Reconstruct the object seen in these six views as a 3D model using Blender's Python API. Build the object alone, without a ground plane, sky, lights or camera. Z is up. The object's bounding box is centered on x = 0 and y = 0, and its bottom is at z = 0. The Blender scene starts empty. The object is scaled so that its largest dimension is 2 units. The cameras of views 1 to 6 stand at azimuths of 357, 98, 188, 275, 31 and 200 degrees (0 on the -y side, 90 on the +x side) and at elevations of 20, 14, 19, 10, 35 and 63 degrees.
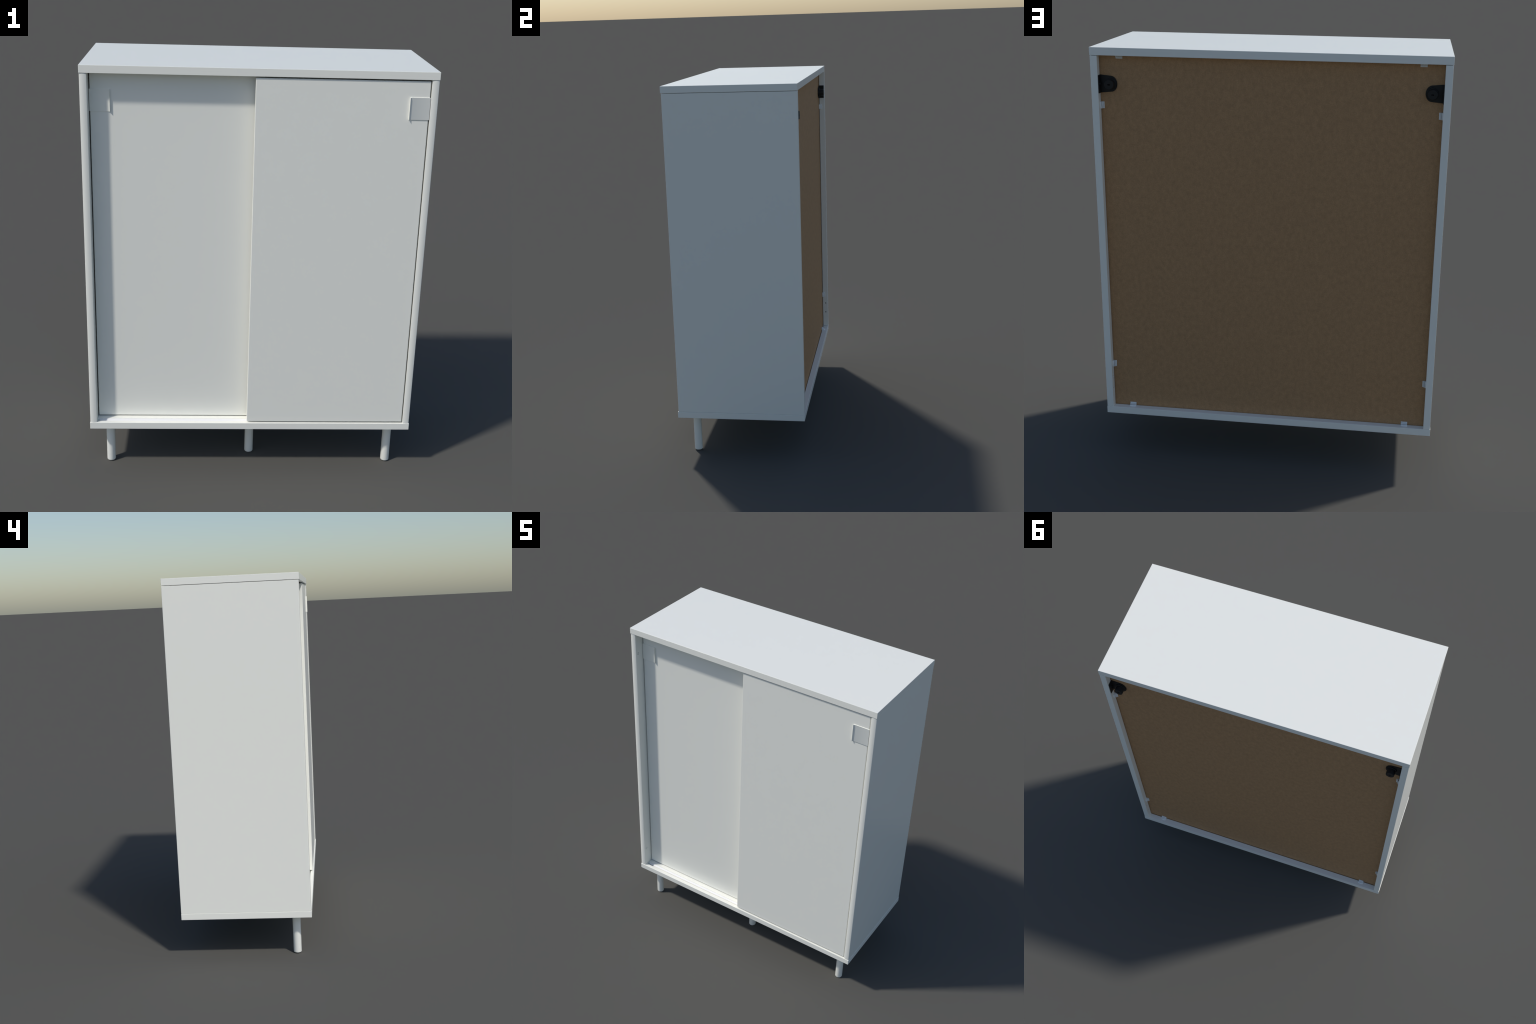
"""White shoe cabinet with two sliding doors, three round legs, hardboard back,
black wall brackets and small plastic back-panel clips.  Units: metres, z up."""
import bpy, bmesh, math
from mathutils import Vector, Matrix

# ------------------------------------------------------------------ sizes
HALF_W = 0.7900            # top / bottom board half width
FRONT_Y, REAR_Y = -0.3440, 0.3470   # top / bottom board depth
TOP_Z0, TOP_Z1 = 1.9650, 2.0000
BASE_Z0, BASE_Z1 = 0.2202, 0.2540
SIDE_IN, SIDE_OUT = 0.7568, 0.7885
DOOR_T = 0.0314            # door thickness
DOOR_Z0, DOOR_Z1 = 0.2610, 1.9578
FRONT_DOOR_Y = -0.3372     # front face of the right (outer track) door
REAR_DOOR_Y = -0.2775      # front face of the left (inner track) door
BACK_Y = 0.3110            # outer face of the hardboard back
LEG_R = 0.0216
BRACKET_Z = 1.8375
BRACKET_X = 0.7080

# ------------------------------------------------------------------ materials
def new_mat(name):
    m = bpy.data.materials.new(name)
    m.use_nodes = True
    nt = m.node_tree
    return m, nt, nt.nodes["Principled BSDF"]

def noise_tint(nt, bsdf, base, amount, scale, stretch=(1, 1, 1), detail=4.0):
    """base colour varied a little in brightness by Object-space noise"""
    n, l = nt.nodes, nt.links
    tc = n.new("ShaderNodeTexCoord")
    mp = n.new("ShaderNodeMapping")
    mp.inputs["Scale"].default_value = stretch
    nz = n.new("ShaderNodeTexNoise")
    nz.inputs["Scale"].default_value = scale
    nz.inputs["Detail"].default_value = detail
    cr = n.new("ShaderNodeValToRGB")
    cr.color_ramp.elements[0].position = 0.3
    cr.color_ramp.elements[1].position = 0.7
    cr.color_ramp.elements[0].color = [c * (1 - amount) for c in base] + [1]
    cr.color_ramp.elements[1].color = [min(1, c * (1 + amount)) for c in base] + [1]
    l.new(tc.outputs["Object"], mp.inputs["Vector"])
    l.new(mp.outputs["Vector"], nz.inputs["Vector"])
    l.new(nz.outputs["Fac"], cr.inputs["Fac"])
    l.new(cr.outputs["Color"], bsdf.inputs["Base Color"])
    return mp, nz, cr

def lacquer(name, base, rough, spec=0.5):
    m, nt, b = new_mat(name)
    b.inputs["Roughness"].default_value = rough
    b.inputs["Specular IOR Level"].default_value = spec
    noise_tint(nt, b, base, 0.002, 9.0)
    return m

ROUGH, SPEC = 0.28, 0.5
WHITE = lacquer("white_foil", (0.980, 0.978, 0.905), ROUGH, SPEC)
WHITE_METAL = lacquer("white_painted_steel", (0.980, 0.978, 0.905), ROUGH, SPEC)
CLIP_PLASTIC = lacquer("white_clip_plastic", (0.90, 0.91, 0.89), 0.4)
HOLE_DARK = lacquer("near_black_hole_fill", (0.05, 0.04, 0.032), 0.9, 0.2)
RAIL_PLASTIC = lacquer("white_rail_plastic", (0.985, 0.985, 0.980), 0.35)
BLACK = lacquer("black_plastic", (0.0190, 0.0185, 0.0180), 0.5, 0.3)

def hardboard():
    m, nt, b = new_mat("brown_hardboard")
    n, l = nt.nodes, nt.links
    b.inputs["Roughness"].default_value = 0.75
    b.inputs["Specular IOR Level"].default_value = 0.3
    mp, nz, cr = noise_tint(nt, b, (0.474, 0.279, 0.139), 0.09, 55.0, (1, 1, 0.75), 8.0)
    # fine wood fibres over broad, faint blotches
    fine = n.new("ShaderNodeTexNoise")
    fine.inputs["Scale"].default_value = 260.0
    fine.inputs["Detail"].default_value = 3.0
    l.new(mp.outputs["Vector"], fine.inputs["Vector"])
    ramp = n.new("ShaderNodeValToRGB")
    ramp.color_ramp.elements[0].position = 0.30
    ramp.color_ramp.elements[0].color = (0.86, 0.86, 0.86, 1)
    ramp.color_ramp.elements[1].position = 0.68
    ramp.color_ramp.elements[1].color = (1.08, 1.08, 1.08, 1)
    l.new(fine.outputs["Fac"], ramp.inputs["Fac"])
    mul = n.new("ShaderNodeMix")
    mul.data_type = 'RGBA'
    mul.blend_type = 'MULTIPLY'
    mul.inputs["Factor"].default_value = 1.0
    l.new(cr.outputs["Color"], mul.inputs["A"])
    l.new(ramp.outputs["Color"], mul.inputs["B"])
    l.new(mul.outputs["Result"], b.inputs["Base Color"])
    bump = n.new("ShaderNodeBump")
    bump.inputs["Strength"].default_value = 0.12
    bump.inputs["Distance"].default_value = 0.002
    l.new(fine.outputs["Fac"], bump.inputs["Height"])
    l.new(bump.outputs["Normal"], b.inputs["Normal"])
    return m
HARDBOARD = hardboard()

# ------------------------------------------------------------------ helpers
COLL = bpy.context.scene.collection

def add_object(name, mesh, parent, mats):
    o = bpy.data.objects.new(name, mesh)
    COLL.objects.link(o)
    o.parent = parent
    for m in mats:
        mesh.materials.append(m)
    return o

def bm_box(bm, x0, x1, y0, y1, z0, z1):
    vs = [bm.verts.new(p) for p in ((x0, y0, z0), (x1, y0, z0), (x1, y1, z0), (x0, y1, z0),
                                    (x0, y0, z1), (x1, y0, z1), (x1, y1, z1), (x0, y1, z1))]
    for f in ((3, 2, 1, 0), (4, 5, 6, 7), (0, 1, 5, 4), (1, 2, 6, 5), (2, 3, 7, 6), (3, 0, 4, 7)):
        bm.faces.new([vs[i] for i in f])

def bm_prism(bm, ring_lo, ring_hi):
    """closed prism between two rings of 3D points"""
    lo = [bm.verts.new(p) for p in ring_lo]
    hi = [bm.verts.new(p) for p in ring_hi]
    n = len(lo)
    for i in range(n):
        j = (i + 1) % n
        bm.faces.new((lo[i], lo[j], hi[j], hi[i]))
    bm.faces.new(lo[::-1])
    bm.faces.new(hi)

def to_mesh(bm, name):
    bmesh.ops.recalc_face_normals(bm, faces=bm.faces[:])
    me = bpy.data.meshes.new(name)
    bm.to_mesh(me)
    bm.free()
    return me

def cutter_mesh(boxes=(), drills=()):
    """boxes (x0,x1,y0,y1,z0,z1); drills (centre, radius, half length) along x"""
    bm = bmesh.new()
    for b in boxes:
        bm_box(bm, *b)
    for c, r, h in drills:
        bmesh.ops.create_cone(bm, cap_ends=True, segments=20, radius1=r, radius2=r, depth=2 * h,
                              matrix=Matrix.Translation(c) @ Matrix.Rotation(math.pi / 2, 4, 'Y'))
    return to_mesh(bm, "cutter")

def finish(o, bevel=0.0, segs=3, cutter=None, angle=35, soft=True):
    """boolean cut, round the edges, weighted normals; everything applied to the mesh"""
    helper = None
    if cutter is not None:
        helper = bpy.data.objects.new("cutter", cutter)
        COLL.objects.link(helper)
        md = o.modifiers.new("cut", 'BOOLEAN')
        md.operation = 'DIFFERENCE'
        md.solver = 'EXACT'
        md.object = helper
    if bevel:
        md = o.modifiers.new("round", 'BEVEL')
        md.width = bevel
        md.segments = segs
        md.limit_method = 'ANGLE'
        md.angle_limit = math.radians(angle)
        md.use_clamp_overlap = True
        md.harden_normals = False
    if soft:
        md = o.modifiers.new("normals", 'WEIGHTED_NORMAL')
        md.keep_sharp = True
        md.weight = 100
        for p in o.data.polygons:
            p.use_smooth = True
    bpy.context.view_layer.update()
    dg = bpy.context.evaluated_depsgraph_get()
    me = bpy.data.meshes.new_from_object(o.evaluated_get(dg), preserve_all_data_layers=True, depsgraph=dg)
    old = o.data
    o.modifiers.clear()
    o.data = me
    me.name = o.name
    bpy.data.meshes.remove(old)
    if helper:
        bpy.data.objects.remove(helper)
    return o

def board(name, parent, box, mat, bevel=0.0022, cutter=None):
    bm = bmesh.new()
    bm_box(bm, *box)
    return finish(add_object(name, to_mesh(bm, name), parent, [mat]), bevel, 3, cutter)

# ------------------------------------------------------------------ the thing
cabinet = bpy.data.objects.new("shoe_cabinet", None)
COLL.objects.link(cabinet)
cabinet["label"] = "white shoe cabinet with two sliding doors and round legs"
cabinet["category"] = "cabinet"

# tracks the doors run in, and the groove that takes the back board
FRONT_TRACK = (-0.3240, -0.3060)
REAR_TRACK = (FRONT_TRACK[0] + 0.0595, FRONT_TRACK[1] + 0.0595)
BACK_GROOVE = (0.3030, 0.3142)
GX = SIDE_IN - 0.0005
track_depth = 0.0125

def slots(z_lo, z_hi):
    return [(-GX, GX, a, b, z_lo, z_hi) for a, b in (FRONT_TRACK, REAR_TRACK, BACK_GROOVE)]

board("top_panel", cabinet, (-HALF_W, HALF_W, FRONT_Y, REAR_Y, TOP_Z0, TOP_Z1), WHITE, 0.0013,
      cutter_mesh(slots(TOP_Z0 - 0.01, TOP_Z0 + track_depth)))
board("bottom_panel", cabinet, (-HALF_W, HALF_W, FRONT_Y, REAR_Y, BASE_Z0, BASE_Z1), WHITE, 0.0014,
      cutter_mesh(slots(BASE_Z1 - track_depth, BASE_Z1 + 0.01)))

# raised rails between the two lower tracks; the front one slopes into the front track
def track_rail(prof, inset, soft_slope=False):
    bm = bmesh.new()
    bm_prism(bm, [(-GX + inset, y, z) for y, z in prof], [(GX - inset, y, z) for y, z in prof])
    me = to_mesh(bm, "door_track")
    nrm = []
    for p in me.polygons:
        slope = soft_slope and p.normal.y < -0.3 and p.normal.z > 0.2
        p.use_smooth = True
        for li in p.loop_indices:
            nrm.append((0.0, -0.42, 0.907) if slope else tuple(p.normal))
    me.normals_split_custom_set(nrm)
    return add_object("door_track", me, cabinet, [RAIL_PLASTIC if soft_slope else WHITE])

RAIL_TOP, RAIL_FOOT = BASE_Z1 + 0.0022, BASE_Z1 - 0.0095
track_rail([(-0.3098, RAIL_FOOT), (-0.3050, RAIL_TOP), (-0.3040, RAIL_TOP), (-0.3040, BASE_Z1 - 0.002), (-0.3060, RAIL_FOOT)], 0.0095, True)
track_rail([(-0.3014, BASE_Z1 - 0.001), (-0.3014, RAIL_TOP), (-0.2690, RAIL_TOP), (-0.2690, BASE_Z1 - 0.001)], 0.0006)

# side panels: gently convex front edge, groove for the back, drilled holes
def side_panel(sign):
    front, sag, steps = -0.3425, 0.0026, 12
    xa, xb = SIDE_IN, SIDE_OUT
    ring = []
    for i in range(steps + 1):
        t = -1 + 2 * i / steps
        ring.append((xa + (xb - xa) * (t + 1) / 2, front + sag * t * t))
    ring += [(xb, 0.3468), (xa, 0.3468)]
    ring = [(sign * x, y) for x, y in ring]
    bm = bmesh.new()
    bm_prism(bm, [(x, y, BASE_Z1 + 0.0005) for x, y in ring], [(x, y, TOP_Z0 - 0.0019) for x, y in ring])
    o = add_object("side_panel", to_mesh(bm, "side_panel"), cabinet, [WHITE])
    cut = cutter_mesh(
        boxes=[sorted2(sign * (SIDE_IN - 0.01), sign * (SIDE_IN + 0.012)) + BACK_GROOVE + (BASE_Z1 - 0.01, TOP_Z0 + 0.01)],
        drills=[(Vector((sign * SIDE_IN, HOLE_Y, z)), 0.0036, 0.012) for z in HOLE_Z]
        + [(Vector((sign * SIDE_IN, CAP_Y, z)), 0.0072, 0.006) for z in CAP_Z])
    return finish(o, 0.0014, 3, cut)

CAP_Y, CAP_Z = -0.3205, (1.8361, 0.3835)
HOLE_Y, HOLE_Z = 0.3322, (0.4132, 0.3502)

def sorted2(a, b):
    return (min(a, b), max(a, b))

# small round cover cap on the inner face of a side panel, in front of the doors
def screw_cap(sign, z):
    bm = bmesh.new()
    rings = [(0.0048, -0.0060), (0.0048, -0.0012), (0.0042, -0.0004), (0.0020, 0.0000), (0.0012, -0.0006)]
    prev = None
    for r, h in rings:
        cur = [bm.verts.new((sign * (SIDE_IN - h), CAP_Y + r * math.cos(a), z + r * math.sin(a)))
               for a in [k * math.tau / 24 for k in range(24)]]
        if prev:
            for i in range(24):
                bm.faces.new((prev[i], prev[(i + 1) % 24], cur[(i + 1) % 24], cur[i]))
        prev = cur
    bm.faces.new(prev)
    return add_object("screw_cap", to_mesh(bm, "screw_cap"), cabinet, [WHITE])

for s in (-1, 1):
    side_panel(s)
    for z in CAP_Z:
        screw_cap(s, z)
    for z in HOLE_Z:                      # near-black plug set inside each drilled hole
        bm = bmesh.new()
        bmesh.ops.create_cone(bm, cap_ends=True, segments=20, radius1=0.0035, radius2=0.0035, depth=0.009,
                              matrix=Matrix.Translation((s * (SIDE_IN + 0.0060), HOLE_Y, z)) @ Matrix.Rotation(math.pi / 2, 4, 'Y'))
        add_object("dark_hole_plug", to_mesh(bm, "dark_hole_plug"), cabinet, [HOLE_DARK])

board("back_panel", cabinet, (-SIDE_IN - 0.0085, SIDE_IN + 0.0085, BACK_Y - 0.006, BACK_Y,
                              BASE_Z1 - 0.009, TOP_Z0 + 0.009), HARDBOARD, 0.0005)

# ------------------------------------------------------------------ doors and handles
def handle(sign, door, outer_x, door_y):
    """folded finger pull: plate on the door with an upturned lip on the inner side.
    sign=+1: lip on the low-x side (right door)."""
    z0, z1 = 1.7868, 1.8856
    w = 0.0905
    # profile of the outer face: u = distance from the outer end, d = height over the door
    prof = [(0.0, 0.0030), (0.030, 0.0030), (0.060, 0.0030), (0.0800, 0.0031), (0.0850, 0.0035),
            (0.0876, 0.0049), (0.0890, 0.0075), (0.0898, 0.0094), (w, 0.0097)]
    tilt = [10, 12, 15, 17, 19, 34, 48, 48, 20]               # soft shading of the pressed sheet
    pts = [(outer_x - sign * u, door_y - d) for u, d in prof]
    # the sheet also folds round the outer edge of the door
    close = [(outer_x - sign * w, door_y + 0.0008), (outer_x - sign * 0.004, door_y + 0.0008),
             (outer_x - sign * 0.004, door_y + 0.0150), (outer_x, door_y + 0.0150)]
    ring = pts + close
    bm = bmesh.new()
    bm_prism(bm, [(x, y, z0) for x, y in ring], [(x, y, z1) for x, y in ring])
    me = to_mesh(bm, "handle")
    o = add_object("handle", me, door, [WHITE_METAL])
    # soft normals over the outer face, flat everywhere else
    tl = {}
    for (x, y), a in zip(pts, tilt):
        tl[round(x, 4)] = math.radians(a)
    normals = []
    for p in me.polygons:
        front = p.normal.y < -0.15 and abs(p.normal.z) < 0.2 and p.area > 2e-5
        p.use_smooth = True
        for li in p.loop_indices:
            v = me.vertices[me.loops[li].vertex_index].co
            a = tl.get(round(v.x, 4))
            if front and a is not None:
                normals.append((sign * math.sin(a), -math.cos(a), 0.0))
            else:
                normals.append(tuple(p.normal))
    me.normals_split_custom_set(normals)
    return o

def door(x0, x1, y_front, sign, outer_x):
    o = board("door", cabinet, (x0, x1, y_front, y_front + DOOR_T, DOOR_Z0, DOOR_Z1), WHITE, 0.0030)
    # runner blade that sits in the bottom track
    a = y_front + 0.0287
    for z0, z1 in ((BASE_Z1 - track_depth + 0.002, DOOR_Z0 + 0.002),):
        bm = bmesh.new()
        bm_box(bm, x0 + 0.05, x1 - 0.05, a - 0.008, a, z0, z1)
        add_object("runner", to_mesh(bm, "runner"), o, [CLIP_PLASTIC])
    handle(sign, o, outer_x, y_front)
    return o

door(-0.0210, 0.7522, FRONT_DOOR_Y, 1, 0.7545)
door(-0.7522, 0.0210, REAR_DOOR_Y, -1, -0.7545)

# ------------------------------------------------------------------ legs
def leg(x, y):
    prof = [(0.0, 0.0), (0.0150, 0.0), (0.0178, 0.0006), (0.0200, 0.0022), (0.0212, 0.0044), (LEG_R, 0.0072), (LEG_R, BASE_Z0 + 0.004)]
    bm = bmesh.new()
    n = 48
    prev = None
    for r, z in prof:
        if r == 0.0:
            cur = [bm.verts.new((x, y, z))]
        else:
            cur = [bm.verts.new((x + r * math.cos(k * math.tau / n), y + r * math.sin(k * math.tau / n), z)) for k in range(n)]
        if prev:
            for i in range(n):
                j = (i + 1) % n
                if len(prev) == 1:
                    bm.faces.new((prev[0], cur[j], cur[i]))
                else:
                    bm.faces.new((prev[i], prev[j], cur[j], cur[i]))
        prev = cur
    bm.faces.new(prev)
    me = to_mesh(bm, "leg")
    for p in me.polygons:
        p.use_smooth = True
    me.set_sharp_from_angle(angle=math.radians(50))
    return add_object("leg", me, cabinet, [WHITE_METAL])

for x, y in ((-0.698, -0.2588), (0.698, -0.2588), (0.0, -0.1765)):
    leg(x, y)

# ------------------------------------------------------------------ wall brackets
def lathe_y(bm, cx, cz, prof, n=36):
    """surface of revolution about an axis parallel to y; prof = (radius, y)"""
    prev = None
    for r, y in prof:
        cur = [bm.verts.new((cx + r * math.cos(k * math.tau / n), y, cz + r * math.sin(k * math.tau / n))) for k in range(n)]
        if prev:
            for i in range(n):
                bm.faces.new((prev[i], prev[(i + 1) % n], cur[(i + 1) % n], cur[i]))
        else:
            bm.faces.new(cur[::-1])
        prev = cur
    bm.faces.new(prev)

def wall_bracket(sign):
    y0, y1 = BACK_Y + 0.0004, BACK_Y + 0.0040
    half, mid = 0.0400, 0.0355
    # tongue-shaped plate lying on the back panel
    outline = [(SIDE_IN - 0.0004, -half), (SIDE_IN - 0.0004, half)]
    for k in range(25):
        a = math.pi / 2 + math.pi * k / 24
        outline.append((BRACKET_X + 0.0295 * math.cos(a), mid * math.sin(a)))
    bm = bmesh.new()
    bm_prism(bm, [(sign * x, y0, BRACKET_Z + z) for x, z in outline],
             [(sign * x, y1, BRACKET_Z + z) for x, z in outline])
    o = add_object("wall_bracket", to_mesh(bm, "wall_bracket"), cabinet, [BLACK])
    finish(o, 0.0008, 2)
    # flange screwed to the side panel
    bm = bmesh.new()
    bm_box(bm, *sorted2(sign * (SIDE_IN - 0.0034), sign * (SIDE_IN - 0.0003)), y0 + 0.0002, 0.3428,
           BRACKET_Z - half, BRACKET_Z + half)
    f = add_object("flange", to_mesh(bm, "flange"), o, [BLACK])
    finish(f, 0.0008, 2)
    # screw between the flange and the knob
    bm = bmesh.new()
    bmesh.ops.create_cone(bm, cap_ends=True, segments=20, radius1=0.0062, radius2=0.0050, depth=0.0040,
                          matrix=Matrix.Translation((sign * (SIDE_IN - 0.0050), y0 + 0.0150, BRACKET_Z))
                          @ Matrix.Rotation(-sign * math.pi / 2, 4, 'Y'))
    add_object("screw", to_mesh(bm, "screw"), o, [BLACK])
    # round spacer knob with collar and a slot in its face
    bm = bmesh.new()
    lathe_y(bm, sign * BRACKET_X, BRACKET_Z,
            [(0.0262, y1 - 0.001), (0.0262, y1 + 0.0042), (0.0248, y1 + 0.0055), (0.0212, y1 + 0.0056),
             (0.0212, 0.3440), (0.0208, 0.3458), (0.0196, 0.3467)])
    kme = to_mesh(bm, "knob")
    k = add_object("knob", kme, o, [BLACK])
    cut = bmesh.new()
    bm_box(cut, sign * BRACKET_X - 0.0056, sign * BRACKET_X + 0.0056, 0.3340, 0.3500, BRACKET_Z - 0.0024, BRACKET_Z + 0.0024)
    finish(k, 0.0, 1, to_mesh(cut, "slot"), soft=False)
    for p in k.data.polygons:
        p.use_smooth = True
    k.data.set_sharp_from_angle(angle=math.radians(24))

for s in (-1, 1):
    wall_bracket(s)

# ------------------------------------------------------------------ back-panel clips
def clip_mesh():
    """wedge clip in local axes: u along the board edge, v away from the board, w out of the back panel"""
    half = 0.0150
    prof = [(-0.001, 0.0005), (0.0152, 0.0005), (0.0160, 0.0034), (0.0142, 0.0056), (0.0122, 0.0058), (0.0112, 0.0026),
            (0.0104, 0.0030), (0.0098, 0.0108), (0.0080, 0.0122), (0.0072, 0.0116), (0.0062, 0.0060),
            (0.0054, 0.0064), (0.0048, 0.0170), (0.0030, 0.0186), (0.0016, 0.0180), (-0.001, 0.0205)]
    bm = bmesh.new()
    # barrel-shaped ridges: the ends sit a little lower than the middle
    layers = [(-half, 0.80), (-half * 0.6, 0.95), (0.0, 1.0), (half * 0.6, 0.95), (half, 0.80)]
    grid = [[bm.verts.new((u, v, 0.0005 + (w - 0.0005) * k)) for v, w in prof] for u, k in layers]
    n = len(prof)
    for a, b in zip(grid, grid[1:]):
        for i in range(n):
            j = (i + 1) % n
            bm.faces.new((a[i], a[j], b[j], b[i]))
    bm.faces.new(grid[0][::-1])
    bm.faces.new(grid[-1])
    return to_mesh(bm, "back_clip")

CLIP = clip_mesh()
CLIP.materials.append(CLIP_PLASTIC)
# edge position, direction away from that board
places = []
for s in (-1, 1):
    places.append(((s * 0.6655, TOP_Z0), (0, -1)))
    places.append(((s * 0.6655, BASE_Z1), (0, 1)))
    places.append(((s * SIDE_IN, 1.7425), (-s, 0)))
    places.append(((s * SIDE_IN, 0.4750), (-s, 0)))
for (x, z), (dx, dz) in places:
    v = Vector((dx, 0, dz))
    w = Vector((0, 1, 0))
    u = v.cross(w)
    o = bpy.data.objects.new("back_clip", CLIP)
    COLL.objects.link(o)
    o.parent = cabinet
    m = Matrix((u, v, w)).transposed().to_4x4()
    m.translation = Vector((x, BACK_Y, z))
    o.matrix_local = m
